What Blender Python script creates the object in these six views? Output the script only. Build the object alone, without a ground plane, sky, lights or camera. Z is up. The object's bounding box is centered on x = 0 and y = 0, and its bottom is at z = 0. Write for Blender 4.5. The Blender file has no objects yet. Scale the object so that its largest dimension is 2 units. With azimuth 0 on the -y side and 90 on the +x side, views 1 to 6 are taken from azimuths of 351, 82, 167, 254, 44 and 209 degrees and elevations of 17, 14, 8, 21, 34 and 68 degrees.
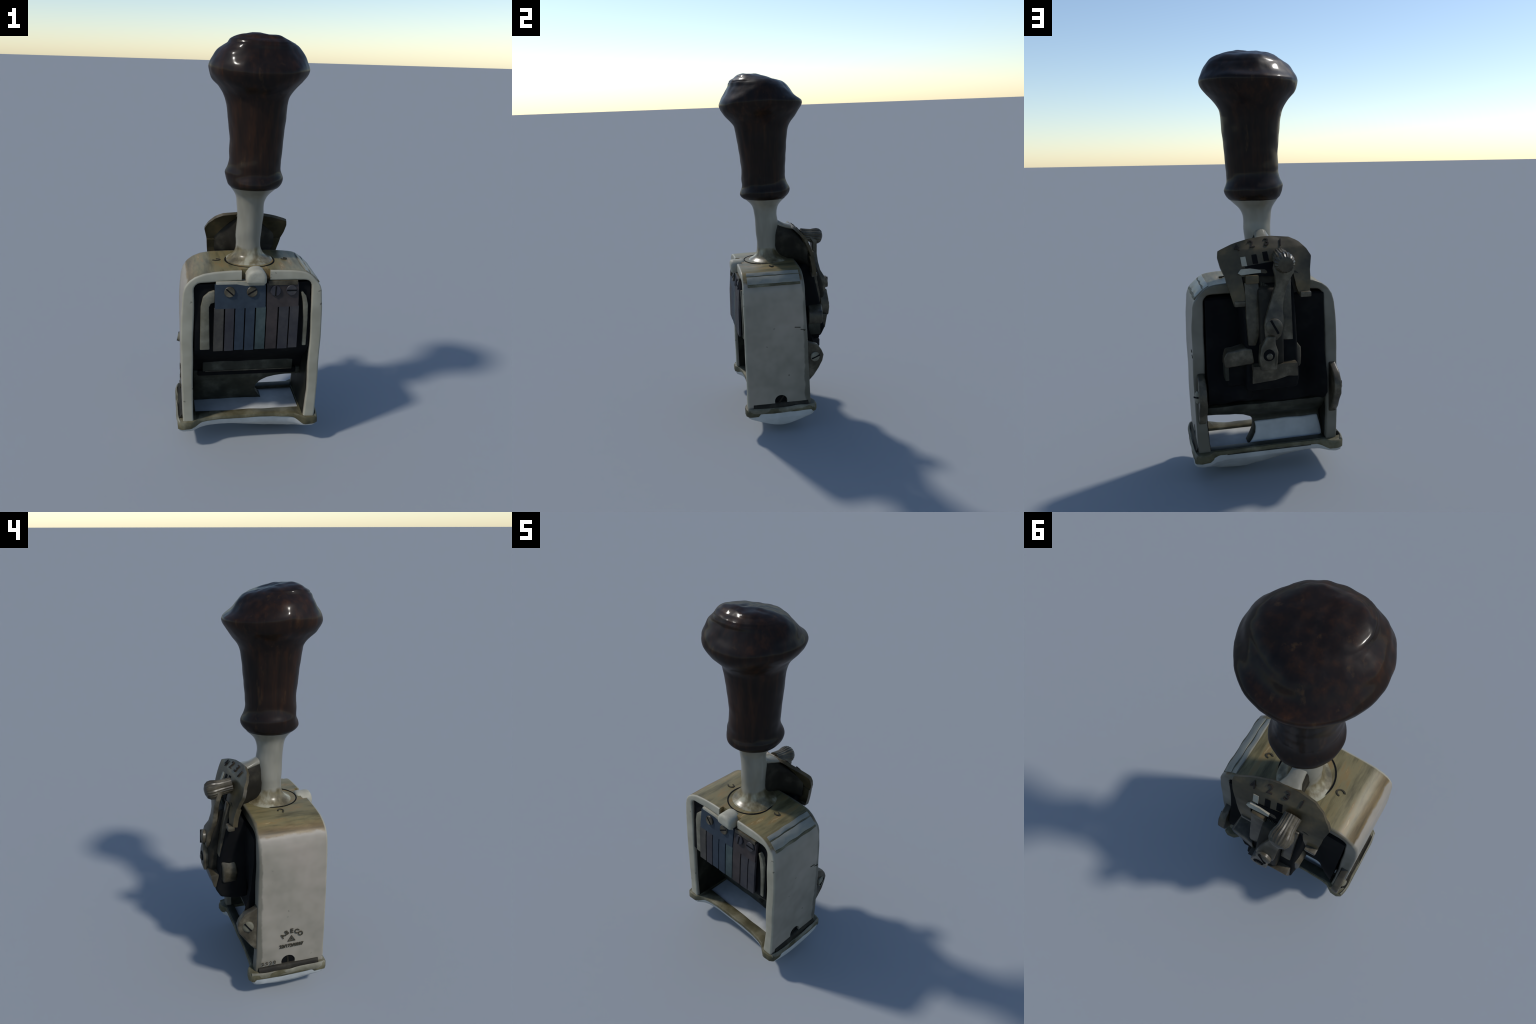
import bpy, bmesh, math, random
import numpy as np
from mathutils import Vector, Matrix, noise

random.seed(7)
TAU = 2 * math.pi

# ------------------------------------------------------------------ materials
def new_mat(name):
    m = bpy.data.materials.new(name)
    m.use_nodes = True
    nt = m.node_tree
    b = nt.nodes["Principled BSDF"]
    return m, nt, b


def N(nt, kind, **kw):
    n = nt.nodes.new(kind)
    for k, v in kw.items():
        setattr(n, k, v)
    return n


def coords(nt, scale=(1, 1, 1)):
    tc = N(nt, "ShaderNodeTexCoord")
    mp = N(nt, "ShaderNodeMapping")
    mp.inputs["Scale"].default_value = scale
    nt.links.new(tc.outputs["Object"], mp.inputs["Vector"])
    return mp.outputs["Vector"]


def noise_node(nt, vec, scale, detail=4.0, rough=0.55):
    n = N(nt, "ShaderNodeTexNoise")
    n.inputs["Scale"].default_value = scale
    n.inputs["Detail"].default_value = detail
    n.inputs["Roughness"].default_value = rough
    nt.links.new(vec, n.inputs["Vector"])
    return n.outputs["Fac"]


def ramp(nt, fac, stops):
    r = N(nt, "ShaderNodeValToRGB")
    e = r.color_ramp.elements
    while len(e) < len(stops):
        e.new(0.5)
    for el, (p, c) in zip(e, stops):
        el.position = p
        el.color = (*c, 1)
    nt.links.new(fac, r.inputs["Fac"])
    return r.outputs["Color"]


def mixc(nt, fac, a, b, mode="MIX"):
    n = N(nt, "ShaderNodeMix", data_type="RGBA", blend_type=mode)
    for sock, v in ((n.inputs[0], fac), (n.inputs[6], a), (n.inputs[7], b)):
        if isinstance(v, (int, float)):
            sock.default_value = v
        elif isinstance(v, tuple):
            sock.default_value = (*v, 1)
        else:
            nt.links.new(v, sock)
    return n.outputs[2]


def bump(nt, b, fac, strength, dist=0.01):
    n = N(nt, "ShaderNodeBump")
    n.inputs["Strength"].default_value = strength
    n.inputs["Distance"].default_value = dist
    nt.links.new(fac, n.inputs["Height"])
    nt.links.new(n.outputs["Normal"], b.inputs["Normal"])


def mottled(name, dark, mid, light, scale=6, rough=0.45, spec=0.5, metallic=0.0, fine=45, speck=None,
            bump_s=0.08, stretch=(1, 1, 1), coat=0.0):
    """A base metal or paint: broad mottling, finer blotches and sparse dark specks."""
    m, nt, b = new_mat(name)
    v = coords(nt, stretch)
    broad = noise_node(nt, v, scale, 5, 0.6)
    col = ramp(nt, broad, [(0.30, dark), (0.52, mid), (0.74, light)])
    f = noise_node(nt, v, fine, 3, 0.6)
    shade = ramp(nt, f, [(0.30, (0.90, 0.90, 0.90)), (0.65, (1.03, 1.03, 1.03))])
    col = mixc(nt, 1.0, col, shade, "MULTIPLY")
    if speck:
        sp = noise_node(nt, v, 30, 2, 0.5)
        mask = ramp(nt, sp, [(0.70, (0, 0, 0)), (0.76, (1, 1, 1))])
        col = mixc(nt, mask, col, speck)
    nt.links.new(col, b.inputs["Base Color"])
    b.inputs["Roughness"].default_value = rough
    b.inputs["Specular IOR Level"].default_value = spec
    b.inputs["Metallic"].default_value = metallic
    b.inputs["Coat Weight"].default_value = coat
    if bump_s:
        bump(nt, b, f, bump_s, 0.004)
    return m


def wood_material():
    m, nt, b = new_mat("dark_lacquered_wood")
    v = coords(nt, (14, 14, 1.1))
    v2 = coords(nt)
    grain = noise_node(nt, v, 2.2, 6, 0.6)
    base = ramp(nt, grain, [(0.28, (0.007, 0.006, 0.0055)), (0.5, (0.0120, 0.0085, 0.0068)),
                            (0.66, (0.022, 0.0125, 0.0075)), (0.8, (0.046, 0.023, 0.010))])
    big = noise_node(nt, v2, 3.2, 3, 0.5)
    tone = ramp(nt, big, [(0.35, (0.70, 0.70, 0.72)), (0.62, (1.35, 1.02, 0.84))])
    col = mixc(nt, 1.0, base, tone, "MULTIPLY")
    # worn scuffs where the lacquer has rubbed through to brown
    sc = noise_node(nt, coords(nt, (7, 7, 1.6)), 4.0, 4, 0.6)
    mask = ramp(nt, sc, [(0.62, (0, 0, 0)), (0.80, (0.5, 0.5, 0.5))])
    col = mixc(nt, mask, col, (0.080, 0.044, 0.017))
    nt.links.new(col, b.inputs["Base Color"])
    b.inputs["Roughness"].default_value = 0.45
    b.inputs["Specular IOR Level"].default_value = 0.08
    b.inputs["Coat Weight"].default_value = 0.16
    b.inputs["Coat Roughness"].default_value = 0.13
    bump(nt, b, grain, 0.12, 0.004)
    return m


def frame_material():
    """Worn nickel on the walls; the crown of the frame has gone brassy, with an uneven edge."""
    m, nt, b = new_mat("worn_nickel_frame")
    v = coords(nt)
    broad = noise_node(nt, v, 4, 3, 0.5)
    nick = ramp(nt, broad, [(0.3, (0.205, 0.186, 0.148)), (0.5, (0.255, 0.228, 0.184)), (0.72, (0.285, 0.247, 0.203))])
    vs = coords(nt, (5.5, 0.9, 5.5))
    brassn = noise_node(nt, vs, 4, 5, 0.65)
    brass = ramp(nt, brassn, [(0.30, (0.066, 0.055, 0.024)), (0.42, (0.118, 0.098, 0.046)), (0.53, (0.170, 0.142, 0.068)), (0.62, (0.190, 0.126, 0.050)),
                              (0.70, (0.36, 0.31, 0.17))])  # palest stop paints bright reflected streaks
    geo = N(nt, "ShaderNodeNewGeometry")
    sep = N(nt, "ShaderNodeSeparateXYZ")
    tc = N(nt, "ShaderNodeTexCoord")
    nt.links.new(tc.outputs["Object"], sep.inputs[0])
    wob = N(nt, "ShaderNodeMath", operation="MULTIPLY_ADD")
    nt.links.new(noise_node(nt, v, 16, 3), wob.inputs[0])
    wob.inputs[1].default_value = 0.03
    nt.links.new(sep.outputs["Z"], wob.inputs[2])
    zmask = N(nt, "ShaderNodeMapRange")
    nt.links.new(wob.outputs[0], zmask.inputs["Value"])
    zmask.inputs["From Min"].default_value = 0.898
    zmask.inputs["From Max"].default_value = 0.908
    # the front lip is polished bare metal, so the painted brassy reflection stops just behind it
    ymask = N(nt, "ShaderNodeMapRange")
    nt.links.new(sep.outputs["Y"], ymask.inputs["Value"])
    ymask.inputs["From Min"].default_value = -0.2505
    ymask.inputs["From Max"].default_value = -0.2435
    both = N(nt, "ShaderNodeMath", operation="MULTIPLY")
    nt.links.new(zmask.outputs[0], both.inputs[0])
    nt.links.new(ymask.outputs[0], both.inputs[1])
    edge = N(nt, "ShaderNodeMapRange")     # browner border of the painted brassy reflection
    nt.links.new(wob.outputs[0], edge.inputs["Value"])
    edge.inputs["From Min"].default_value = 0.945
    edge.inputs["From Max"].default_value = 0.925
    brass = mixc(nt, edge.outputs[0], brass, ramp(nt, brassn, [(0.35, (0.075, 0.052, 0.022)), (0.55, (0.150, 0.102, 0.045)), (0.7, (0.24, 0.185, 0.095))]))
    col = mixc(nt, both.outputs[0], nick, brass)
    lip = N(nt, "ShaderNodeMath", operation="SUBTRACT")
    lip.inputs[0].default_value = 1.0
    nt.links.new(ymask.outputs[0], lip.inputs[1])
    lipc = ramp(nt, broad, [(0.3, (0.245, 0.228, 0.172)), (0.6, (0.325, 0.305, 0.238))])
    col = mixc(nt, lip.outputs[0], col, lipc)
    # baked-in shade painted over the rear edge, ending in a ragged line
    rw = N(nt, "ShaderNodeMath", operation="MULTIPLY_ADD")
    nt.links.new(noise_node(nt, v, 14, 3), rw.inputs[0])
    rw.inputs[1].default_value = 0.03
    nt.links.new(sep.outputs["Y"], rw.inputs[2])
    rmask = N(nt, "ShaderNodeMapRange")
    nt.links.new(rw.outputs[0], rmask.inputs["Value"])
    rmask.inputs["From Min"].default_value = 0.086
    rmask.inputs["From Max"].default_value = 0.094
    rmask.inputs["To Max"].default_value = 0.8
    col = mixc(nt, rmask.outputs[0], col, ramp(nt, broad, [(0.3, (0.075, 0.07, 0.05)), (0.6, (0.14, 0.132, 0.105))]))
    f = noise_node(nt, v, 16, 3, 0.5)
    col = mixc(nt, 1.0, col, ramp(nt, f, [(0.3, (0.93, 0.93, 0.92)), (0.65, (1.02, 1.02, 1.02))]), "MULTIPLY")
    sp = noise_node(nt, v, 26, 2, 0.5)
    col = mixc(nt, ramp(nt, sp, [(0.725, (0, 0, 0)), (0.77, (0.8, 0.8, 0.8))]), col, (0.07, 0.06, 0.045))
    nt.links.new(col, b.inputs["Base Color"])
    b.inputs["Roughness"].default_value = 0.42
    b.inputs["Specular IOR Level"].default_value = 0.28
    bump(nt, b, f, 0.02, 0.004)
    return m


M = {}
M["wood"] = wood_material()
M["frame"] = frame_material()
def shaft_material():
    """Nickel shaft; brassy below an uneven line around its flared foot."""
    m, nt, b = new_mat("shaft_nickel")
    n1 = noise_node(nt, coords(nt, (1.8, 1.8, 0.5)), 4, 4, 0.55)
    nick = ramp(nt, n1, [(0.3, (0.140, 0.130, 0.098)), (0.5, (0.205, 0.192, 0.152)), (0.7, (0.270, 0.254, 0.207))])
    n2 = noise_node(nt, coords(nt, (1, 1, 0.35)), 13, 4, 0.6)
    brass = ramp(nt, n2, [(0.35, (0.075, 0.060, 0.030)), (0.5, (0.16, 0.132, 0.075)), (0.62, (0.30, 0.28, 0.20))])
    sep = N(nt, "ShaderNodeSeparateXYZ")
    nt.links.new(N(nt, "ShaderNodeTexCoord").outputs["Object"], sep.inputs[0])
    w = N(nt, "ShaderNodeMath", operation="MULTIPLY_ADD")
    nt.links.new(noise_node(nt, coords(nt), 11, 3), w.inputs[0])
    w.inputs[1].default_value = 0.09
    nt.links.new(sep.outputs["Z"], w.inputs[2])
    mr = N(nt, "ShaderNodeMapRange")
    nt.links.new(w.outputs[0], mr.inputs["Value"])
    mr.inputs["From Min"].default_value = 1.060
    mr.inputs["From Max"].default_value = 1.045
    col = mixc(nt, mr.outputs[0], nick, brass)
    nt.links.new(col, b.inputs["Base Color"])
    b.inputs["Roughness"].default_value = 0.28
    b.inputs["Specular IOR Level"].default_value = 0.35
    return m


M["shaft"] = shaft_material()
M["bare"] = mottled("bare_metal", (0.25, 0.235, 0.18), (0.32, 0.30, 0.235), (0.36, 0.34, 0.275), 8, 0.5, 0.2)
M["ridge"] = mottled("ridge_highlight", (0.13, 0.128, 0.10), (0.20, 0.198, 0.165), (0.27, 0.265, 0.225), 7, 0.35, 0.3, stretch=(1, 0.3, 1))  # pale tone paints the highlight along the shoulder
M["dark_brown"] = mottled("dark_brown_mottle", (0.010, 0.0085, 0.006), (0.017, 0.0145, 0.010), (0.045, 0.040, 0.028), 10, 0.6, 0.15)  # very dark brown for the recess strip, scan fill and slot bars
M["dull"] = mottled("dull_nickel", (0.09, 0.083, 0.055), (0.145, 0.135, 0.098), (0.24, 0.225, 0.175), 9, 0.5, 0.2)
M["base"] = mottled("base_brass_brown", (0.045, 0.040, 0.022), (0.088, 0.078, 0.043), (0.18, 0.165, 0.11), 9, 0.5, 0.2)
M["steel"] = mottled("dark_steel", (0.018, 0.0145, 0.0085), (0.060, 0.050, 0.032), (0.155, 0.133, 0.094), 12, 0.35, 0.3)  # mottled dark brownish steel
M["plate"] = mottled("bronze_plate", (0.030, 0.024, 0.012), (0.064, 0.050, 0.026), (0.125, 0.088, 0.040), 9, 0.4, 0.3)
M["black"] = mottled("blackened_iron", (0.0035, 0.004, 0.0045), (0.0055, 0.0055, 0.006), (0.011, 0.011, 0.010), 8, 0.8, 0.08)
M["olive"] = mottled("dark_olive_iron", (0.014, 0.0145, 0.010), (0.030, 0.030, 0.021), (0.075, 0.074, 0.058), 10, 0.5, 0.2)
M["pale"] = mottled("pale_scan_fill", (0.36, 0.37, 0.365), (0.43, 0.44, 0.43), (0.48, 0.49, 0.48), 3, 0.8, 0.1, fine=12)  # backdrop paper caught in the scan
M["mark"] = mottled("stamped_mark", (0.03, 0.026, 0.018), (0.045, 0.04, 0.028), (0.06, 0.05, 0.035), 12, 0.8, 0.1)
M["num"] = mottled("stamped_numeral", (0.022, 0.017, 0.015), (0.030, 0.024, 0.020), (0.04, 0.033, 0.028), 12, 0.8, 0.1)


def spring_mat(name, a, b_, c):
    return mottled(name, a, b_, c, 9, 0.5, 0.2, fine=60)


M["blue"] = spring_mat("blued_spring_steel", (0.018, 0.026, 0.038), (0.027, 0.038, 0.052), (0.045, 0.060, 0.068))
M["violet"] = spring_mat("violet_spring_steel", (0.022, 0.021, 0.028), (0.037, 0.035, 0.038), (0.058, 0.052, 0.050))
M["teal"] = spring_mat("teal_spring_steel", (0.025, 0.037, 0.038), (0.045, 0.064, 0.064), (0.075, 0.095, 0.088))
M["brown"] = spring_mat("browned_spring_steel", (0.024, 0.019, 0.018), (0.039, 0.031, 0.030), (0.060, 0.046, 0.043))
M["straw"] = spring_mat("straw_spring_steel", (0.026, 0.024, 0.023), (0.052, 0.047, 0.040), (0.088, 0.078, 0.062))

# ------------------------------------------------------------------ mesh helpers
root = bpy.data.objects.new("numbering_stamp", None)
bpy.context.collection.objects.link(root)
root["label"] = "old hand numbering stamp with dark turned wooden handle"
root["category"] = "hand stamp"


def finish(bm, name, mat, parent=None, angle=38, smooth=True):
    me = bpy.data.meshes.new(name)
    bmesh.ops.recalc_face_normals(bm, faces=bm.faces)
    bm.to_mesh(me)
    bm.free()
    if smooth:
        for p in me.polygons:
            p.use_smooth = True
        me.set_sharp_from_angle(angle=math.radians(angle))
    o = bpy.data.objects.new(name, me)
    me.materials.append(M[mat])
    bpy.context.collection.objects.link(o)
    o.parent = parent or root
    return o


def bevel_bm(bm, width, seg=2, angle=35):
    es = [e for e in bm.edges if len(e.link_faces) == 2 and e.calc_face_angle(0) > math.radians(angle)]
    if es and width > 0:
        bmesh.ops.bevel(bm, geom=es, offset=width, segments=seg, profile=0.6, affect="EDGES", clamp_overlap=True)


def lump(bm, amp, scale, seed=0.0):
    for v in bm.verts:
        p = v.co * scale + Vector((seed, seed * 1.7, seed * 0.3))
        v.co += amp * Vector((noise.noise(p), noise.noise(p + Vector((9, 3, 1))), noise.noise(p + Vector((2, 8, 5)))))


def loft_bm(rings, close_ring=True, caps=True):
    bm = bmesh.new()
    vs = [[bm.verts.new(p) for p in r] for r in rings]
    n = len(rings[0])
    for a, b in zip(vs[:-1], vs[1:]):
        for i in range(n if close_ring else n - 1):
            j = (i + 1) % n
            bm.faces.new((a[i], a[j], b[j], b[i]))
    if caps:
        bm.faces.new(list(reversed(vs[0])))
        bm.faces.new(vs[-1])
    return bm


def prism_bm(pts, place, bevel=0.004, seg=2, angle=35):
    """pts: 2D outline; place(u, v, k) -> 3D for k = 0 (one face) and 1 (the other)."""
    bm = loft_bm([[place(u, v, 0) for u, v in pts], [place(u, v, 1) for u, v in pts]])
    bmesh.ops.recalc_face_normals(bm, faces=bm.faces)
    bevel_bm(bm, bevel, seg, angle)
    return bm


def box_bm(x, y, z, bevel=0.004, seg=2):
    pts = [(x[0], z[0]), (x[1], z[0]), (x[1], z[1]), (x[0], z[1])]
    return prism_bm(pts, lambda u, v, k: (u, y[k], v), bevel, seg)


def disc_bm(r, depth, seg=28, bevel=0.003, dome=0.0):
    """A screw head along +z, base at z = 0."""
    rings = []
    prof = [(r, 0), (r, depth - bevel), (r - bevel, depth)]
    if dome:
        prof += [(r * 0.6, depth + dome * 0.7), (r * 0.2, depth + dome)]
    for rr, h in prof:
        rings.append([(rr * math.cos(TAU * i / seg), rr * math.sin(TAU * i / seg), h) for i in range(seg)])
    return loft_bm(rings)


def orient(normal, up=(0, 0, 1), loc=(0, 0, 0)):
    n = Vector(normal).normalized()
    u = Vector(up)
    x = u.cross(n).normalized()
    y = n.cross(x)
    return Matrix.Translation(loc) @ Matrix((x, y, n)).transposed().to_4x4()


def screw(name, loc, normal, r, depth, slot_deg, mat, parent, dome=0.0, slot_mat="black"):
    mtx = orient(normal, loc=loc)
    bm = disc_bm(r, depth, dome=dome)
    bm.transform(mtx)
    head = finish(bm, name, mat, parent)
    w = r * 0.13
    top = depth + dome + 0.0012
    bm = bmesh.new()
    bmesh.ops.create_cube(bm, size=1, matrix=Matrix.Diagonal((1.84 * r, 2 * w, depth * 0.6 + dome, 1)))
    bm.transform(mtx @ Matrix.Translation((0, 0, top - (depth * 0.6 + dome) / 2)) @ Matrix.Rotation(math.radians(slot_deg), 4, "Z"))
    finish(bm, "screw_slot_bar", slot_mat, head, smooth=False)  # dark bar standing proud of the head in place of a cut slot
    return head


def smooth_interp(xs, pts, sigma=0.0):
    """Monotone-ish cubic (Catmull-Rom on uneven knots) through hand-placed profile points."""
    p = np.array(sorted(pts), float)
    x, y = p[:, 0], p[:, 1]
    m = np.gradient(y, x)
    out = np.empty(len(xs))
    for i, q in enumerate(xs):
        k = int(np.clip(np.searchsorted(x, q) - 1, 0, len(x) - 2))
        h = x[k + 1] - x[k]
        t = float(np.clip((q - x[k]) / h, 0, 1))
        out[i] = ((2 * t**3 - 3 * t**2 + 1) * y[k] + (t**3 - 2 * t**2 + t) * h * m[k]
                  + (-2 * t**3 + 3 * t**2) * y[k + 1] + (t**3 - t**2) * h * m[k + 1])
    return out


def turned(zs, px, nx, py, ny, centre, seg=96):
    """Loft of nearly round sections whose radius differs toward +x, -x, +y and -y."""
    cols = [smooth_interp(zs, q) for q in (px, py, nx, ny)]
    for _ in range(1):
        cols = [np.r_[c[0], 0.25 * c[:-2] + 0.5 * c[1:-1] + 0.25 * c[2:], c[-1]] for c in cols]
    rings = []
    for i, z in enumerate(zs):
        cx, cy = centre(z)
        r4 = [c[i] for c in cols]
        ring = []
        for k in range(seg):
            a = TAU * k / seg
            q = a / (TAU / 4)
            i0 = int(q) % 4
            t = q - int(q)
            s = t * t * (3 - 2 * t)
            r = r4[i0] * (1 - s) + r4[(i0 + 1) % 4] * s
            ring.append((cx + r * math.cos(a), cy + r * math.sin(a), z))
        rings.append(ring)
    return rings


# ------------------------------------------------------------------ wooden handle
def axis(z):
    return 0.0201 + 0.0244 * (z - 1.5), -0.0730 - 0.0233 * (z - 1.5)


def cap_shift(z):
    sx = np.interp(z, [1.955, 1.975, 1.992, 2.0], [0, -0.004, -0.012, -0.016])
    sy = np.interp(z, [1.93, 1.955, 1.975, 1.992, 2.0], [0, -0.006, -0.035, -0.070, -0.076])
    x, y = axis(z)
    return x + sx, y + sy


top = [(1.975, 0.128), (1.992, 0.070), (2.0, 0.004)]
PX = [(1.311, 0.119), (1.318, 0.126), (1.335, 0.137), (1.355, 0.141), (1.375, 0.133), (1.392, 0.127), (1.43, 0.125), (1.486, 0.1285),
      (1.549, 0.131), (1.64, 0.136), (1.70, 0.139), (1.732, 0.147), (1.770, 0.174), (1.80, 0.203), (1.825, 0.221), (1.850, 0.229),
      (1.886, 0.217), (1.927, 0.195), (1.957, 0.162)] + top
NX = [(1.311, 0.109), (1.318, 0.118), (1.337, 0.127), (1.358, 0.133), (1.382, 0.138), (1.405, 0.127), (1.43, 0.121), (1.479, 0.120),
      (1.543, 0.122), (1.634, 0.1335), (1.69, 0.143), (1.725, 0.154), (1.763, 0.174), (1.80, 0.205), (1.835, 0.2215), (1.868, 0.2255),
      (1.90, 0.211), (1.921, 0.197), (1.957, 0.148)] + top
NY = [(1.311, 0.123), (1.320, 0.134), (1.333, 0.141), (1.349, 0.138), (1.372, 0.128), (1.42, 0.1265), (1.482, 0.124), (1.543, 0.128),
      (1.635, 0.138), (1.695, 0.146), (1.719, 0.151), (1.743, 0.167), (1.773, 0.195), (1.812, 0.218), (1.835, 0.2225), (1.857, 0.2145),
      (1.896, 0.187), (1.930, 0.170), (1.960, 0.146), (1.975, 0.098), (1.992, 0.035), (2.0, 0.003)]
PY = [(1.311, 0.116), (1.326, 0.132), (1.343, 0.142), (1.367, 0.1435), (1.39, 0.133), (1.415, 0.1245), (1.473, 0.1245), (1.534, 0.129),
      (1.624, 0.140), (1.684, 0.147), (1.708, 0.154), (1.731, 0.167), (1.760, 0.189), (1.80, 0.216), (1.823, 0.229), (1.843, 0.233),
      (1.882, 0.199), (1.917, 0.177), (1.957, 0.132), (1.975, 0.085), (1.992, 0.035), (2.0, 0.003)]
zs = np.concatenate([np.linspace(1.311, 1.45, 34), np.linspace(1.46, 1.68, 16), np.linspace(1.69, 1.955, 70), np.linspace(1.960, 2.0, 22)])
bm = loft_bm(turned(zs, PX, NX, PY, NY, cap_shift))
for v in bm.verts:      # hand-worn unevenness of the knob and a shallow dip beside its crest
    p = v.co
    cx, cy = axis(p.z)
    a = math.degrees(math.atan2(p.y - cy, p.x - cx)) % 360
    kw = min(1, max(0, (p.z - 1.74) / 0.08)) * min(1, max(0, (1.995 - p.z) / 0.03))
    for a0, amp in ((225, 0.014), (45, -0.021), (135, -0.019), (315, -0.008)):
        g = amp * (kw if amp > 0 else min(1, max(0, (p.z - 1.85) / 0.07)) * min(1, max(0, (1.995 - p.z) / 0.03))) * math.exp(-((a - a0 + 180) % 360 - 180) ** 2 / (900 if amp > 0 else 1300))
        p.x += g * math.cos(math.radians(a))
        p.y += g * math.sin(math.radians(a))
    w = min(1, max(0, (p.z - 1.70) / 0.08))
    d = 0.0065 * noise.noise(p * 8) * w + 0.0025 * noise.noise(p * 20) + 0.0022 * w * noise.noise(Vector((p.x * 34, p.y * 34, p.z * 18)))
    c = Vector((*axis(p.z), p.z))
    v.co += (p - Vector((c.x, c.y, 1.80 if p.z > 1.8 else p.z))).normalized() * d
    if p.z > 1.94:
        v.co.z -= 0.008 * math.exp(-((p.x - 0.05) ** 2 + (p.y + 0.16) ** 2) / 0.0016)
ztop = max(v.co.z for v in bm.verts)
for v in bm.verts:
    if v.co.z > 1.9:
        v.co.z = 1.9 + (v.co.z - 1.9) * (0.1 / (ztop - 1.9))
finish(bm, "handle", "wood", angle=80)

# ------------------------------------------------------------------ shaft and its flange
def stem_centre(z):
    x, y = axis(z)
    k = min(1, max(0, (1.29 - z) / 0.06))
    f = min(1, max(0, (1.02 - z) / 0.07))
    return x - 0.007 * k + 0.006 * f, y + 0.003 * f


SPX = [(0.944, 0.118), (0.950, 0.113), (0.958, 0.096), (0.972, 0.076), (0.995, 0.063), (1.03, 0.0575), (1.10, 0.061), (1.17, 0.0655), (1.21, 0.064),
       (1.25, 0.068), (1.275, 0.079), (1.29, 0.093), (1.310, 0.117)]
SNX = [(0.944, 0.118), (0.950, 0.113), (0.958, 0.098), (0.972, 0.081), (0.995, 0.068), (1.03, 0.061), (1.07, 0.0655), (1.10, 0.064), (1.17, 0.062), (1.21, 0.066),
       (1.25, 0.074), (1.275, 0.083), (1.29, 0.094), (1.310, 0.107)]
SY = [(0.944, 0.118), (0.950, 0.113), (0.958, 0.096), (0.972, 0.078), (0.995, 0.066), (1.03, 0.061), (1.10, 0.062), (1.17, 0.063), (1.21, 0.065),
      (1.25, 0.070), (1.275, 0.081), (1.29, 0.095), (1.310, 0.117)]
SNY = [(z, r + (0.006 if 1.0 < z < 1.20 else 0.0)) for z, r in SY]
bm = loft_bm(turned(np.concatenate([np.linspace(0.944, 1.03, 22), np.linspace(1.05, 1.310, 28)]), SPX, SNX, SNY, SY, stem_centre, 72))
lump(bm, 0.0022, 14, 3)
shaft = finish(bm, "handle_shaft", "shaft", angle=70)
bm = loft_bm([[(0.0055 + r * math.cos(TAU * i / 72), -0.082 + r * math.sin(TAU * i / 72), z) for i in range(72)]
              for r, z in ((0.1235, 0.938), (0.1235, 0.9475), (0.117, 0.9478), (0.117, 0.938))], caps=False)
finish(bm, "flange_seam", "black", shaft)

# ------------------------------------------------------------------ frame: a bent strip of metal, open front and back
def arc(cx, cz, r, a0, a1, n):
    return [(cx + r * math.cos(math.radians(a0 + (a1 - a0) * i / n)), cz + r * math.sin(math.radians(a0 + (a1 - a0) * i / n))) for i in range(n + 1)]


def resample(pts, n):
    p = np.array(pts, float)
    d = np.r_[0, np.cumsum(np.hypot(*np.diff(p, axis=0).T))]
    t = np.linspace(0, d[-1], n)
    return list(zip(np.interp(t, d, p[:, 0]), np.interp(t, d, p[:, 1])))


outer = [(-0.329, 0.150), (-0.334, 0.30), (-0.337, 0.60), (-0.333, 0.76), (-0.328, 0.83), (-0.318, 0.868), (-0.298, 0.898), (-0.268, 0.920), (-0.228, 0.936), (-0.18, 0.943),
         (-0.10, 0.946), (0.0, 0.947), (0.12, 0.946), (0.19, 0.943), (0.238, 0.937), (0.262, 0.930), (0.275, 0.921), (0.285, 0.916), (0.300, 0.901), (0.316, 0.883),
         (0.329, 0.872), (0.340, 0.845), (0.347, 0.75), (0.347, 0.60), (0.342, 0.36), (0.335, 0.150)]
inner = [(-0.276, 0.150), (-0.282, 0.30), (-0.278, 0.60), (-0.274, 0.80)] + arc(-0.238, 0.857, 0.036, 180, 90, 6) + \
        [(-0.1, 0.895), (0.1, 0.895)] + arc(0.254, 0.857, 0.036, 90, 0, 6) + [(0.291, 0.75), (0.292, 0.60), (0.290, 0.30), (0.280, 0.150)]
NSEG = 150
o_p, i_p = resample(outer, NSEG), resample(inner, NSEG)
ND = 14


def rear_y(z):
    return 0.107 - 0.021 * min(1, max(0, (z - 0.16) / 0.75))


bm = bmesh.new()
grid = {}
for side, path in (("o", o_p), ("i", i_p)):
    for i, (x, z) in enumerate(path):
        zz = o_p[i][1]
        for j in range(ND + 1):
            y0, y1 = -0.2535, rear_y(zz)
            y = y0 + (y1 - y0) * j / ND
            grid[side, i, j] = bm.verts.new((x, y, z))
for i in range(NSEG - 1):
    for j in range(ND):
        bm.faces.new((grid["o", i, j], grid["o", i + 1, j], grid["o", i + 1, j + 1], grid["o", i, j + 1]))
        bm.faces.new((grid["i", i, j], grid["i", i, j + 1], grid["i", i + 1, j + 1], grid["i", i + 1, j]))
    for j in (0, ND):
        bm.faces.new((grid["o", i, j], grid["i", i, j], grid["i", i + 1, j], grid["o", i + 1, j]))
for i in (0, NSEG - 1):
    for j in range(ND):
        bm.faces.new((grid["o", i, j], grid["o", i, j + 1], grid["i", i, j + 1], grid["i", i, j]))
bmesh.ops.recalc_face_normals(bm, faces=bm.faces)
bevel_bm(bm, 0.009, 3, 60)
lump(bm, 0.0035, 7, 1)
frame = finish(bm, "frame", "frame", angle=42)

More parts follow.
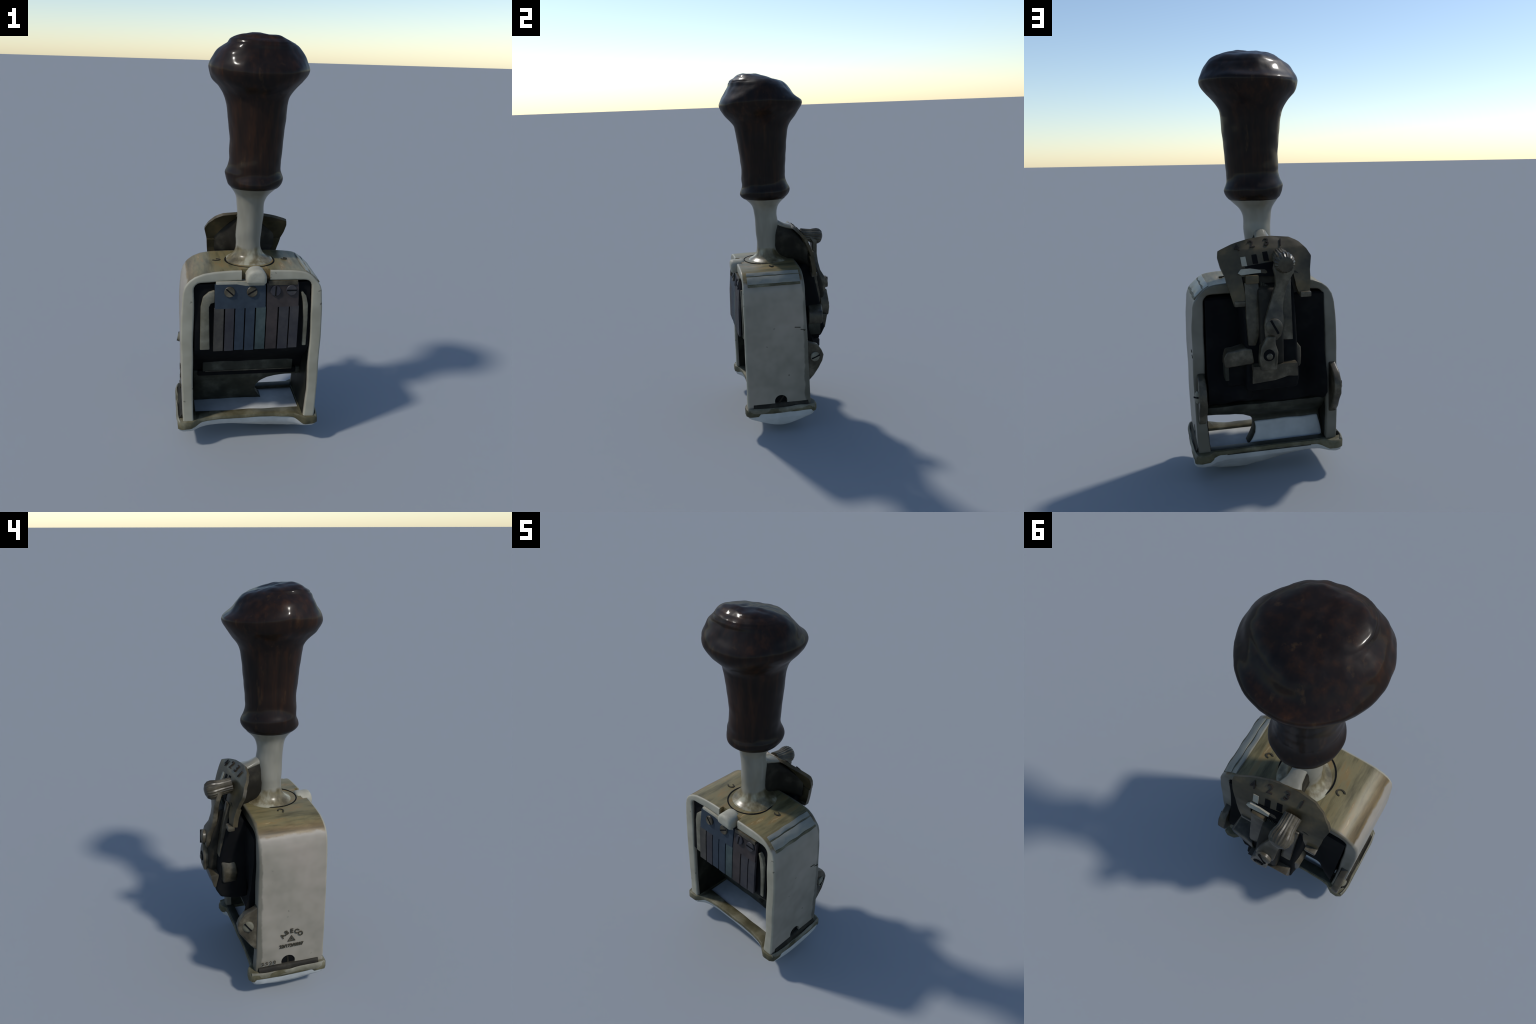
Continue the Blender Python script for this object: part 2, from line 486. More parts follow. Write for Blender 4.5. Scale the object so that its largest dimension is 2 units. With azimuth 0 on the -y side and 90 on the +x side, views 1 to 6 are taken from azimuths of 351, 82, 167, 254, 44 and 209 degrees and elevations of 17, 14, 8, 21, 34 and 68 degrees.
# cut the notch for the front catch and the two screw notches in the side walls
cut = bmesh.new()
b1 = box_bm((-0.052, 0.084), (-0.30, -0.225), (0.86, 1.0), 0)
tmp = bpy.data.meshes.new("tmp")
b1.to_mesh(tmp); b1.free(); cut.from_mesh(tmp)
for sx in (1, -1):
    b1 = disc_bm(0.036, 0.06, 28, 0.001)
    b1.transform(orient((sx, 0, 0), loc=(sx * 0.318, -0.064, 0.192)))
    b1.to_mesh(tmp); b1.free(); cut.from_mesh(tmp)
bmesh.ops.recalc_face_normals(cut, faces=cut.faces)
cutter = finish(cut, "notch_cutter", "black")
cutter.hide_render = True
md = frame.modifiers.new("notches", "BOOLEAN")
md.operation, md.object, md.solver = "DIFFERENCE", cutter, "EXACT"
bpy.context.view_layer.update()
me = bpy.data.meshes.new_from_object(frame.evaluated_get(bpy.context.evaluated_depsgraph_get()))
frame.modifiers.clear()
frame.data = me
frame.data.name = "frame"
me.set_sharp_from_angle(angle=math.radians(42))
bpy.data.objects.remove(cutter)
for sx in (1, -1):
    screw("side_screw", (sx * 0.312, -0.064, 0.192), (sx, 0, 0), 0.034, 0.013, 55 if sx > 0 else 95, "black", frame, slot_mat="dark_brown")

# small stamped pits on the crown: a ring-like die mark and a few dents
for (x, y, r) in ((-0.158, -0.072, 0.017), (0.179, -0.070, 0.013)):
    bm = loft_bm([[(x + rr * math.cos(math.radians(200 + 250 * i / 20)), y + 0.75 * rr * math.sin(math.radians(200 + 250 * i / 20)), z) for i in range(21)]
                  for rr, z in ((r + 0.004, 0.940), (r + 0.004, 0.9485), (r - 0.003, 0.9485), (r - 0.003, 0.940))], close_ring=False, caps=False)
    finish(bm, "die_mark", "mark", frame)

# thin sheet added to darken the inside faces of the frame
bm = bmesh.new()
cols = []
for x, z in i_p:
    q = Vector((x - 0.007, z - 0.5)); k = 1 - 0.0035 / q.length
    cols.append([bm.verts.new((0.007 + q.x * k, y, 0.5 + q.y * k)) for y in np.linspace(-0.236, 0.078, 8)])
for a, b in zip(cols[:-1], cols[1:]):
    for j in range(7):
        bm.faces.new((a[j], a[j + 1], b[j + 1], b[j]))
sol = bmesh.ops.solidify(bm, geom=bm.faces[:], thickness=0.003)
finish(bm, "inner_dark_sheet", "olive", frame)
# stepped ridge along the right shoulder, its highlight painted pale, dark strips as grooves
for name, x0, z0, x1, z1, h, mat in (("shoulder_ridge", 0.262, 0.9335, 0.282, 0.920, 0.0035, "ridge"), ("shoulder_dark_strip", 0.282, 0.9195, 0.287, 0.9155, 0.0022, "base"),
                                     ("shoulder_ridge", 0.288, 0.9165, 0.322, 0.884, 0.0045, "ridge"), ("shoulder_dark_strip", 0.322, 0.884, 0.330, 0.873, 0.0022, "base")):
    d = Vector((x1 - x0, z1 - z0)).normalized()
    nx_, nz_ = -d.y, d.x
    rings = []
    for t in np.linspace(0, 1, 22):
        y = -0.225 + 0.290 * t
        e = min(1.0, 9 * t, 9 * (1 - t))
        wv = 0.0018 * math.sin(17 * t + 40 * x0)
        hh = h * (0.35 + 0.65 * e)
        rings.append([(x0 - 0.006 * nx_, y, z0 - 0.006 * nz_), (x1 - 0.006 * nx_, y, z1 - 0.006 * nz_), (x1 + hh * 0.7 * nx_ + wv, y, z1 + hh * 0.7 * nz_),
                      (x1 + (hh * nx_ - 0.003 * d.x), y, z1 + hh * nz_ - 0.003 * d.y), (x0 + (hh * nx_ + 0.003 * d.x), y, z0 + hh * nz_ + 0.003 * d.y), (x0 + hh * 0.7 * nx_ + wv, y, z0 + hh * 0.7 * nz_)])
    bm = loft_bm(rings)
    finish(bm, name, mat, frame, angle=60)
# front catch
pts = [(-0.033, 0.888), (0.064, 0.886), (0.064, 0.920)] + arc(0.0155, 0.917, 0.0485, 8, 172, 12) + [(-0.033, 0.915)]
bm = prism_bm([(u, 0.917 + (v - 0.917) * 0.86 if v > 0.917 else v) for u, v in pts], lambda u, v, k: (u, -0.288 if k == 0 else -0.205, v), 0.018, 4, 40)
lump(bm, 0.002, 20, 5)
finish(bm, "front_catch", "bare", angle=60)

# ------------------------------------------------------------------ base plate with rounded feet, and pale scan fill as floor and keel-shaped underside
def base_outline(grow=0.0):
    half = [(0.0, -0.214), (0.14, -0.217), (0.21, -0.226), (0.250, -0.238), (0.272, -0.255), (0.290, -0.268), (0.336, -0.266), (0.355, -0.252), (0.362, -0.06),
            (0.362, 0.10), (0.354, 0.130), (0.328, 0.142), (0.29, 0.138), (0.262, 0.118), (0.20, 0.112), (0.0, 0.112)]
    loop = half + [(-x, y) for x, y in reversed(half[1:-1])]
    return resample(loop + [loop[0]], 181)[:-1]


bo = base_outline()
KY = -0.055


def keel(x):
    return float(np.interp(x, [-0.36, -0.30, -0.13, 0.0, 0.10, 0.23, 0.30, 0.36], [0.075, 0.063, 0.048, 0.024, 0.008, 0.010, 0.034, 0.055]))


def keel_y(x):
    return -0.060 + 0.02 * math.exp(-((x - 0.05) / 0.16) ** 2)


def edge_low(x, y):
    e = min(1, max(0, (abs(x) - 0.22) / 0.10))
    f = 0.2 if y < -0.15 else 0.55
    return (0.106 if y < -0.15 else 0.112) - 0.026 * e * f


def plate_low(x, y):
    corner = min(1, max(0, (abs(x) - 0.24) / 0.05)) * (1 if y < -0.2 or y > 0.11 else 0.4)
    return 0.137 - 0.022 * corner


def shrink(p, d):
    x, y = p
    return (x - d * np.sign(x) * min(1, abs(x) / 0.3), y + d * (1 if y < KY else -1) * min(1, abs(y - KY) / 0.12))


rings = []
well = [(min(0.276, max(-0.268, p[0] * 0.9)), min(0.072, max(-0.155, p[1] * 0.9 + 0.02))) for p in bo]
rings.append([(*p, 0.118) for p in well])
rings.append([(*p, 0.152) for p in well])
rings.append([((p[0] * 0.985 + 0.00), (p[1] - KY) * 1.05 + KY, 0.158) for p in well])
rings.append([(*shrink(p, 0.012), 0.160) for p in bo])
rings.append([(*shrink(p, 0.003), 0.157) for p in bo])
rings.append([(*p, 0.148) for p in bo])
rings.append([(*p, plate_low(*p) + 0.005) for p in bo])
rings.append([(*shrink(p, 0.006), plate_low(*p)) for p in bo])
bm = loft_bm(rings, caps=False)
bmesh.ops.remove_doubles(bm, verts=bm.verts, dist=1e-5)
bmesh.ops.dissolve_degenerate(bm, edges=bm.edges, dist=1e-5)
lump(bm, 0.004, 12, 2)
base = finish(bm, "base_plate", "base", angle=50)
# raised lips along both ends of the plate, with a dark raised strip in place of the recess by the wall
for sx in (1, -1):
    pts = [(0.345, 0.135), (0.3600, 0.132), (0.3635, 0.146), (0.361, 0.158), (0.355, 0.163), (0.349, 0.157)]
    rings = [[(sx * (u - 0.012 * (abs(t - 0.5) * 2) ** 6), -0.255 + 0.385 * t, v + 0.003 * math.sin(9 * t + sx)) for u, v in pts] for t in np.linspace(0, 1, 24)]
    bm = loft_bm(rings)
    lump(bm, 0.0035, 15, 4)
    finish(bm, "base_lip", "dull", base, angle=60)
    pts = [(0.318, 0.150), (0.350, 0.150), (0.349, 0.162), (0.342, 0.172), (0.3375, 0.181), (0.318, 0.183)]
    bm = loft_bm([[(sx * u, y, v) for u, v in pts] for y in np.linspace(-0.222, 0.092, 12)])
    lump(bm, 0.002, 15, 2)
    finish(bm, "base_dark_strip", "dark_brown", base, angle=60)
# pale scan fill bulging under the base, not a real part
rings = []
for t in np.linspace(0, 1, 22):
    ring = []
    for p in bo:
        x0, y0 = shrink(p, 0.005)
        kx = max(-0.32, min(0.33, x0 * 0.94))
        s = 1 - (1 - t) ** 1.55
        x, y = x0 + (kx - x0) * t, y0 + (keel_y(kx) - y0) * t
        if t == 0:
            ring.append((*shrink(p, 0.004), plate_low(*p) + 0.006))
            continue
        z0 = edge_low(*p) + 0.006
        ring.append((x, y, z0 + (keel(x) - z0) * s))
    rings.append(ring)
bm = loft_bm(rings, caps=False)
bm.faces.new([v for v in bm.verts][:len(bo)])
bmesh.ops.remove_doubles(bm, verts=bm.verts, dist=1e-5)
for v in bm.verts:
    if v.co.z < 0.115:
        v.co.z += 0.003 * noise.noise(v.co * 9)
zmin = min(v.co.z for v in bm.verts)
for v in bm.verts:
    if v.co.z < 0.11:
        v.co.z -= zmin * (1 - v.co.z / 0.11) if v.co.z > 0 else zmin
finish(bm, "scan_fill_underside", "pale", angle=60)
bm = box_bm((-0.268, 0.275), (-0.158, 0.078), (0.118, 0.145), 0.003)
finish(bm, "scan_fill_floor", "pale", base)  # scan fill closing the base opening
# shadowy inner sills at the left and right of the floor
# ------------------------------------------------------------------ dark inner works
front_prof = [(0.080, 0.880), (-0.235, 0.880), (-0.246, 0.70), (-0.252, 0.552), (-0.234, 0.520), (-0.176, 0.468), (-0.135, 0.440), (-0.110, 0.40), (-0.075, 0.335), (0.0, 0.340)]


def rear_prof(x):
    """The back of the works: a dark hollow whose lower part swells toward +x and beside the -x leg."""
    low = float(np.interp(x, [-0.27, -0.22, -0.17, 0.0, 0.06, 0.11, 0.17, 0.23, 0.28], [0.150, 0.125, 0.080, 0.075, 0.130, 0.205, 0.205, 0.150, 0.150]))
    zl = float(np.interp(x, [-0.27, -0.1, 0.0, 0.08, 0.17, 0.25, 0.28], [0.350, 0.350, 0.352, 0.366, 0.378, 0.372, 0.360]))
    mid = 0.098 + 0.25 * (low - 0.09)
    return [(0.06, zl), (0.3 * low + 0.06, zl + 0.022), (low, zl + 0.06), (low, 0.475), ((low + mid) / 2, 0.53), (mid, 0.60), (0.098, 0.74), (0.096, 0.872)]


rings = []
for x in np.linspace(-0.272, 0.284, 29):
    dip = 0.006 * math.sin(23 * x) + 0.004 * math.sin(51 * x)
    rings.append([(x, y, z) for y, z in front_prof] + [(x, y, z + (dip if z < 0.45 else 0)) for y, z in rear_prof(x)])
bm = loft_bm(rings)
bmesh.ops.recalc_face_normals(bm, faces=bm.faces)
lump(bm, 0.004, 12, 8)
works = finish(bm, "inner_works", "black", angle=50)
# cross bar with a pale edge and a black block under it in place of a slot
bm = box_bm((-0.226, 0.240), (-0.120, -0.07), (0.362, 0.420), 0.006)
lump(bm, 0.003, 18, 2)
bar = finish(bm, "cross_bar", "olive")
bm = box_bm((-0.212, 0.236), (-0.123, -0.08), (0.360, 0.367), 0.003)
finish(bm, "bar_edge", "steel", bar)
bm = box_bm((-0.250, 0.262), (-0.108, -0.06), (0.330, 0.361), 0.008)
finish(bm, "bar_black_block", "black", bar)


def sheet_rear(z):
    return float(np.interp(z, [0.12, 0.17, 0.25, 0.27, 0.30, 0.34], [0.046, 0.036, 0.002, 0.010, 0.050, 0.075]))


def sheet_front(z):
    return float(np.interp(z, [0.12, 0.17, 0.24, 0.30, 0.36], [-0.012, -0.035, -0.066, -0.090, -0.10]))


def hole_edge(z):
    """Right-hand limit of the sheet: it curves round an oval opening beside the +x leg."""
    return float(np.interp(z, [0.13, 0.15, 0.17, 0.195, 0.22, 0.25, 0.275, 0.297, 0.308, 0.314, 0.318], [0.106, 0.092, 0.074, 0.058, 0.054, 0.060, 0.080, 0.115, 0.155, 0.22, 0.285]))


def slope(name, zs_, front, rear, x0, inset, mat, parent):
    """Scan-fill sheet on the slope that runs from the rear sill up and forward under the inner works."""
    rings = []
    for z in zs_:
        xs = np.linspace(x0 + 0.006 * math.sin(31 * z), hole_edge(z) - inset, 24)
        rings.append([(x, front(z), z) for x in xs] + [(x, rear(z), z) for x in xs[::-1]])
    bm_ = loft_bm(rings)
    bmesh.ops.recalc_face_normals(bm_, faces=bm_.faces)
    bevel_bm(bm_, 0.003, 1, 60)
    lump(bm_, 0.004, 13, 6)
    return finish(bm_, name, mat, parent, angle=50)


back = slope("scan_fill_rear", np.r_[np.linspace(0.130, 0.296, 22), np.linspace(0.300, 0.318, 8), 0.335, 0.358], sheet_front, sheet_rear, -0.276, 0.0, "olive", root)
slope("scan_fill_pale", np.linspace(0.140, 0.243, 16), lambda z: sheet_rear(z) - 0.004, lambda z: sheet_rear(z) + 0.006, -0.266, 0.003, "pale", back)
bm = box_bm((-0.277, 0.28), (0.060, 0.106), (0.130, 0.163), 0.008)
lump(bm, 0.004, 12, 9)
finish(bm, "rear_sill", "olive", base)

# ------------------------------------------------------------------ front springs: two slotted plates bowed forward, and side brackets
def bow(z):
    return float(np.interp(z, [0.555, 0.62, 0.72, 0.80, 0.885], [-0.280, -0.279, -0.277, -0.271, -0.260]))


def strip(name, x0, x1, z0, z1, mat, parent, thick=0.012, flare=0.0, n=14, nudge=0.0):
    rings = []
    for t in np.linspace(0, 1, n):
        z = z0 + (z1 - z0) * t
        y = bow(z) + nudge
        e = flare * (1 - t)
        rings.append([(x0 - e, y + 0.025 * x0, z), (x1 - e, y + 0.025 * x1, z), (x1 - e, y + 0.025 * x1 + thick, z), (x0 - e, y + 0.025 * x0 + thick, z)])
    bm = loft_bm(rings)
    bevel_bm(bm, 0.002, 1, 50)
    return finish(bm, name, mat, parent)


slots = [(-0.181, -0.136, "straw"), (-0.129, -0.087, "violet"), (-0.081, -0.0385, "blue"), (-0.0325, 0.0115, "blue"), (0.0185, 0.0645, "teal")]
slots_b = [(0.070, 0.122, "brown"), (0.129, 0.176, "violet"), (0.182, 0.225, "violet")]
for head, fingers, m, sc in (((-0.178, 0.0625), slots, "blue", ((-0.109, 0.849, -42), (-0.003, 0.847, 30))),
                             ((0.069, 0.2225), slots_b, "brown", ((0.110, 0.848, 85), (0.187, 0.849, 0)))):
    p = strip("spring_plate", head[0], head[1], 0.768, 0.884, m, root, 0.014, n=8)
    for x0, x1, mm in fingers:
        strip("spring_finger", x0, x1, 0.556 + random.uniform(-0.003, 0.003), 0.7705, mm, p, 0.012, 0.004)
    for x, z, a in sc:
        nrm = Vector((0, -1, 0.16))
        screw("spring_screw", (x, bow(z) + 0.025 * x - 0.001, z), nrm, 0.0255, 0.008, a, "violet" if x > 0.05 else "steel", p)
    bm = loft_bm([[(head[0] + 0.006 + dx * (head[1] - head[0] - 0.012), y, z) for dx, y, z in
                   ((0, -0.262, zz), (1, -0.262, zz), (1, -0.225, zz), (0, -0.225, zz))] for zz in (0.876, 0.896)])
    finish(bm, "spring_clamp", "bare" if m == "blue" else "steel", p)
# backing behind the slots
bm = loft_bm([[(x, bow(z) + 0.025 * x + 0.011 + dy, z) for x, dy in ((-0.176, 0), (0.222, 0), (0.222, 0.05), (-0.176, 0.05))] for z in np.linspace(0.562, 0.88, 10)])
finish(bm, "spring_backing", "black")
# side brackets
for sx, x0, x1, m in ((-1, -0.247, -0.198, "steel"), (1, 0.2465, 0.272, "steel")):
    s = 1
    if sx < 0:
        pts = [(x0, 0.550), (x1 - 0.002, 0.550), (x1 - 0.006, 0.77), (-0.196, 0.787), (-0.178, 0.792), (-0.178, 0.850), (-0.205, 0.842), (-0.232, 0.818), (-0.243, 0.77)]
    else:
        pts = [(x0 + 0.006, 0.556), (x1, 0.556), (0.274, 0.70), (0.272, 0.77), (0.262, 0.815), (0.246, 0.835), (0.236, 0.835), (0.247, 0.78), (0.252, 0.70)]
    bm = prism_bm(pts, lambda u, v, k: (u, -0.257 if k == 0 else -0.215, v), 0.004)
    finish(bm, "side_bracket", "dull")

# ------------------------------------------------------------------ rear: index plate
def plate_y(z):
    return float(np.interp(z, [0.85, 0.90, 0.95, 1.0, 1.05, 1.10, 1.13, 1.15], [0.192, 0.187, 0.181, 0.168, 0.148, 0.127, 0.100, 0.078]))


def plate_bend(x):
    return -0.006 * (abs(x - 0.01) / 0.2) ** 3 + 0.006 * x / 0.2


def plate_grid(outline, thick, nz=26):
    """Bent plate: an outline in x-z lofted row by row and wrapped onto the curve plate_y."""
    p = np.array(outline)
    zs_ = np.linspace(p[:, 1].min() + 0.001, p[:, 1].max() - 0.002, nz)
    rings = []
    for z in zs_:
        xs = []
        for a, b in zip(p, np.roll(p, -1, 0)):
            if (a[1] - z) * (b[1] - z) < 0:
                xs.append(a[0] + (b[0] - a[0]) * (z - a[1]) / (b[1] - a[1]))
        x0, x1 = min(xs), max(xs)
        row = np.linspace(x0, x1, 18)
        bend = plate_bend
        y = plate_y(z)
        sl = (plate_y(z + 0.01) - plate_y(z - 0.01)) / 0.02
        nrm = Vector((0, 1, -sl)).normalized()
        ring = [(x, y + bend(x), z) for x in row] + [(x, y + bend(x) - thick * nrm.y, z - thick * nrm.z) for x in reversed(row)]
        rings.append(ring)
    return rings


upper = [(0.196, 0.985), (0.216, 1.03), (0.224, 1.07), (0.222, 1.098), (0.150, 1.127), (0.08, 1.143), (-0.01, 1.151), (-0.11, 1.143), (-0.150, 1.125), (-0.186, 1.090),
         (-0.204, 1.06), (-0.196, 1.02), (-0.188, 0.985)]
bm = loft_bm(plate_grid(upper, 0.016))
bevel_bm(bm, 0.004, 2, 50)
lump(bm, 0.003, 16, 3)
plate = finish(bm, "index_plate", "plate", angle=45)
for leg in ([(0.200, 1.0), (0.183, 0.93), (0.166, 0.868), (0.115, 0.872), (0.118, 0.93), (0.128, 1.0)],
            [(-0.191, 1.0), (-0.188, 0.95), (-0.186, 0.898), (-0.135, 0.892), (-0.120, 0.93), (-0.112, 1.0)]):
    bm = loft_bm(plate_grid(leg, 0.024, 12))
    bevel_bm(bm, 0.004, 2, 50)
    lump(bm, 0.003, 16, 3)
    lg = finish(bm, "plate_leg", "plate", plate, angle=45)
for x0, x1, z in ((0.112, 0.164, 0.866), (-0.186, -0.136, 0.892)):
    bm = box_bm((x0, x1), (0.165, 0.199), (z - 0.010, z + 0.014), 0.006)
    finish(bm, "plate_foot", "steel", plate)
# flat patches under the numerals in place of a cut key slot and notches
def on_plate(x, z, d=0.0):
    sl = (plate_y(z + 0.01) - plate_y(z - 0.01)) / 0.02
    n = Vector((0, 1, -sl)).normalized()
    bend = plate_bend(x)
    return Vector((x, plate_y(z) + bend, z)) + n * d, n


def patch(name, pts, d, mat, parent, th=0.004):
    bm = bmesh.new()
    a = [bm.verts.new(on_plate(x, z, d)[0]) for x, z in pts]
    b = [bm.verts.new(on_plate(x, z, d - th)[0]) for x, z in pts]
    n = len(pts)
    bm.faces.new(a)
    bm.faces.new(list(reversed(b)))
    for i in range(n):
        bm.faces.new((a[i], b[i], b[(i + 1) % n], a[(i + 1) % n]))
    return finish(bm, name, mat, parent, smooth=False)


for x, z, m in ((0.113, 1.045, "bare"), (0.062, 1.053, "black"), (0.012, 1.063, "black")):
    patch("index_notch_patch", [(x + 0.012, z + 0.022), (x - 0.011, z + 0.024), (x - 0.016, z - 0.016), (x + 0.008, z - 0.016)], 0.003, m, plate)
patch("index_slot_patch", [(0.108, 1.028), (0.06, 1.034), (0.0, 1.040), (-0.03, 1.043), (-0.03, 0.98), (0.06, 0.985), (0.09, 0.990)], 0.0025, "black", plate)
bm = loft_bm([[(x, plate_y(z0) + 0.004 + 0.008, z0 + h) for x, z0, h in ((0.142, 1.002, a), (0.128, 1.018, a), (0.085, 1.020, a), (0.04, 1.012, a), (0.04, 1.0, a), (0.08, 0.998, a), (0.128, 0.994, a))] for a in (0,)] +
             [[(x, plate_y(z0) - 0.012, z0 - 0.003) for x, z0 in ((0.142, 1.002), (0.128, 1.018), (0.085, 1.020), (0.04, 1.012), (0.04, 1.0), (0.08, 0.998), (0.128, 0.994))]])
bevel_bm(bm, 0.003, 2, 40)
finish(bm, "index_latch", "bare", plate)

# lumpy scan fill closing the space between the shaft and the plate
br = []
for y, x0, x1, ztop_, zlow in ((-0.075, -0.045, 0.050, 1.195, 0.94), (-0.035, -0.042, 0.048, 1.178, 0.94), (0.0, -0.034, 0.042, 1.160, 0.94), (0.04, -0.034, 0.044, 1.146, 0.94),
                               (0.075, -0.042, 0.052, 1.136, 0.93), (0.110, -0.085, 0.100, 1.108, 0.92), (0.140, -0.155, 0.160, 1.050, 0.91), (0.165, -0.150, 0.150, 1.0, 0.89)):
    ring = []
    cx, hw, cz, hh = (x0 + x1) / 2, (x1 - x0) / 2, (ztop_ + zlow) / 2, (ztop_ - zlow) / 2
    for a in np.linspace(0, TAU, 49)[:-1]:
        c, s_ = math.cos(a), math.sin(a)
        ring.append((cx + hw * abs(c) ** 0.6 * np.sign(c), y, cz + hh * abs(s_) ** 0.55 * np.sign(s_)))
    br.append(ring)
bm = loft_bm(br)
lump(bm, 0.007, 13, 1)
web = finish(bm, "scan_fill_web", "dark_brown", plate, angle=70)
br = [[(0.004 + w * math.cos(a), y, z + h * math.sin(a)) for a in np.linspace(0, TAU, 17)[:-1]] for y, z, w, h in
      ((-0.03, 1.160, 0.030, 0.030), (0.005, 1.152, 0.030, 0.022), (0.04, 1.139, 0.034, 0.016), (0.085, 1.130, 0.055, 0.014))]
finish(loft_bm(br), "scan_fill_bridge", "shaft", plate, angle=70)  # scan fill from shaft to plate, given the shaft's metal

# ------------------------------------------------------------------ text helper
def text_mesh(name, body, size, mtx, mat, parent, depth=0.0012, bold=0.0):
    cu = bpy.data.curves.new(name, "FONT")
    cu.body, cu.size, cu.extrude, cu.align_x, cu.align_y = body, size, depth, "CENTER", "CENTER"
    cu.offset = bold
    cu.resolution_u = 3
    t = bpy.data.objects.new(name, cu)
    bpy.context.collection.objects.link(t)
    bpy.context.view_layer.update()
    me = bpy.data.meshes.new_from_object(t.evaluated_get(bpy.context.evaluated_depsgraph_get()))
    bpy.data.objects.remove(t)
    me.transform(mtx)
    me.materials.clear()
    me.materials.append(M[mat])
    me.name = name
    o = bpy.data.objects.new(name, me)
    bpy.context.collection.objects.link(o)
    o.parent = parent
    return o


def facing(p, n, up, roll=0.0, flip=1):
    n = Vector(n).normalized()
    x = Vector(up).cross(n).normalized()
    y = n.cross(x)
    return Matrix.Translation(p) @ Matrix((x, y, n)).transposed().to_4x4() @ Matrix.Rotation(math.radians(roll), 4, "Z")


for ch, x, z, roll, s in (("4", 0.137, 1.106, 16, 0.052), ("2", 0.069, 1.118, 8, 0.056), ("3", -0.002, 1.124, 0, 0.056), ("1", -0.066, 1.120, -6, 0.052)):
    p, n = on_plate(x, z, 0.0030)
    text_mesh("numeral", ch, s, facing(p, n, (0, 0, 1), roll), "num", plate, 0.002, 0.0003)

# left wall engraving: arched word, triangle emblem, number rows
XW = -0.3375
def wall(y, z, roll=0.0, x=XW):
    return facing((x, y, z), (-1, 0, 0.0), (0, 0, 1), roll)


for i, ch in enumerate("ABECO"):
    a = (i - 2) * 27.0
    r = 0.056
    yy = -0.077 - r * math.sin(math.radians(a))
    zz = 0.318 + r * math.cos(math.radians(a)) * 0.98
    text_mesh("engraved_letter", ch, 0.034, wall(yy, zz, -a), "mark", frame, 0.0015, 0.0008)
tri_o = [(-0.021, -0.0155), (0.021, -0.0155), (0.0, 0.019)]
bm = bmesh.new()
outer_v = [bm.verts.new((*p, 0)) for p in tri_o]
inner_v = [bm.verts.new((p[0] * 0.68, p[1] * 0.68 - 0.0005, 0)) for p in tri_o]
for i in range(3):
    bm.faces.new((outer_v[i], outer_v[(i + 1) % 3], inner_v[(i + 1) % 3], inner_v[i]))
ext = bmesh.ops.extrude_face_region(bm, geom=bm.faces[:])
for v in ext["geom"]:
    if isinstance(v, bmesh.types.BMVert):
        v.co.z += 0.0025
bm.transform(wall(-0.077, 0.330, 0, XW + 0.0012))
finish(bm, "engraved_triangle", "mark", frame, smooth=False)
text_mesh("engraved_letter", "A", 0.017, wall(-0.077, 0.3275), "mark", frame, 0.0015, 0.0004)
text_mesh("engraved_number", "22/172/6807", 0.0245, wall(-0.077, 0.289), "mark", frame, 0.0015, 0.0008)
text_mesh("serial_number", "2 0 2 8", 0.026, wall(0.040, 0.204), "mark", frame, 0.0015)
# scratches near the rear edge of the right wall
for y, z, l, a in ((0.070, 0.612, 0.030, 12), (0.040, 0.628, 0.034, 6), (0.078, 0.607, 0.010, -20)):
    bm = bmesh.new()
    bmesh.ops.create_cube(bm, size=1, matrix=Matrix.Diagonal((0.004, l, 0.0045, 1)))
    bevel_bm(bm, 0.0018, 1)
    bm.transform(Matrix.Translation((0.3455, y, z)) @ Matrix.Rotation(math.radians(-a), 4, "X"))
    finish(bm, "scratch", "mark", frame)

# ------------------------------------------------------------------ rear mechanism
def ribbon(name, stations, mat, parent=None, thick=0.016, bevel=0.006, lumps=0.0045):
    """Flat bar: stations (x, y, z, half-width) along its length, facing +y."""
    rings = []
    for i, (x, y, z, w) in enumerate(stations):
        a = Vector(stations[max(0, i - 1)][:3]); b = Vector(stations[min(len(stations) - 1, i + 1)][:3])
        d = (b - a).normalized()
        side = d.cross(Vector((0, 1, 0))).normalized()
        nrm = side.cross(d).normalized()
        if nrm.y < 0:
            nrm = -nrm
        p = Vector((x, y, z))
        rings.append([p - side * w, p + side * w, p + side * w - nrm * thick, p - side * w - nrm * thick])
    bm = loft_bm(rings)
    bmesh.ops.recalc_face_normals(bm, faces=bm.faces)
    bevel_bm(bm, bevel, 2, 40)
    lump(bm, lumps, 20, 4)
    return finish(bm, name, mat, parent, angle=45)


# dark core that carries the levers
core = [(0.08, 0.88), (0.165, 0.955), (0.198, 0.80), (0.222, 0.70), (0.232, 0.60), (0.250, 0.53), (0.225, 0.480), (0.15, 0.466), (0.09, 0.47)]
bm = prism_bm(core, lambda u, v, k: ((-0.112 if k == 0 else 0.122) * (1 + 0.12 * max(0, 0.16 - u) / 0.08), u, v), 0.015, 3, 25)
lump(bm, 0.006, 12, 5)
carrier = finish(bm, "lever_carrier", "black", angle=40)

bm = prism_bm([(0.12, 0.96), (0.205, 0.93), (0.232, 0.86), (0.252, 0.80), (0.262, 0.72), (0.258, 0.60), (0.15, 0.58)], lambda u, v, k: (-0.040 if k == 0 else 0.060, u, v), 0.014, 3, 25)
lump(bm, 0.007, 14, 4)
finish(bm, "lever_bracket", "dark_brown", carrier, angle=45)
# flat arm on the +x side with its brass block on top
ribbon("side_arm", [(0.083, 0.186, 0.965, 0.032), (0.083, 0.196, 0.90, 0.032), (0.086, 0.212, 0.80, 0.030), (0.088, 0.224, 0.73, 0.026), (0.096, 0.226, 0.685, 0.016)], "steel", carrier, 0.03)
bm = box_bm((0.052, 0.112), (0.14, 0.196), (0.955, 0.992), 0.006)
finish(bm, "arm_block", "plate", carrier)
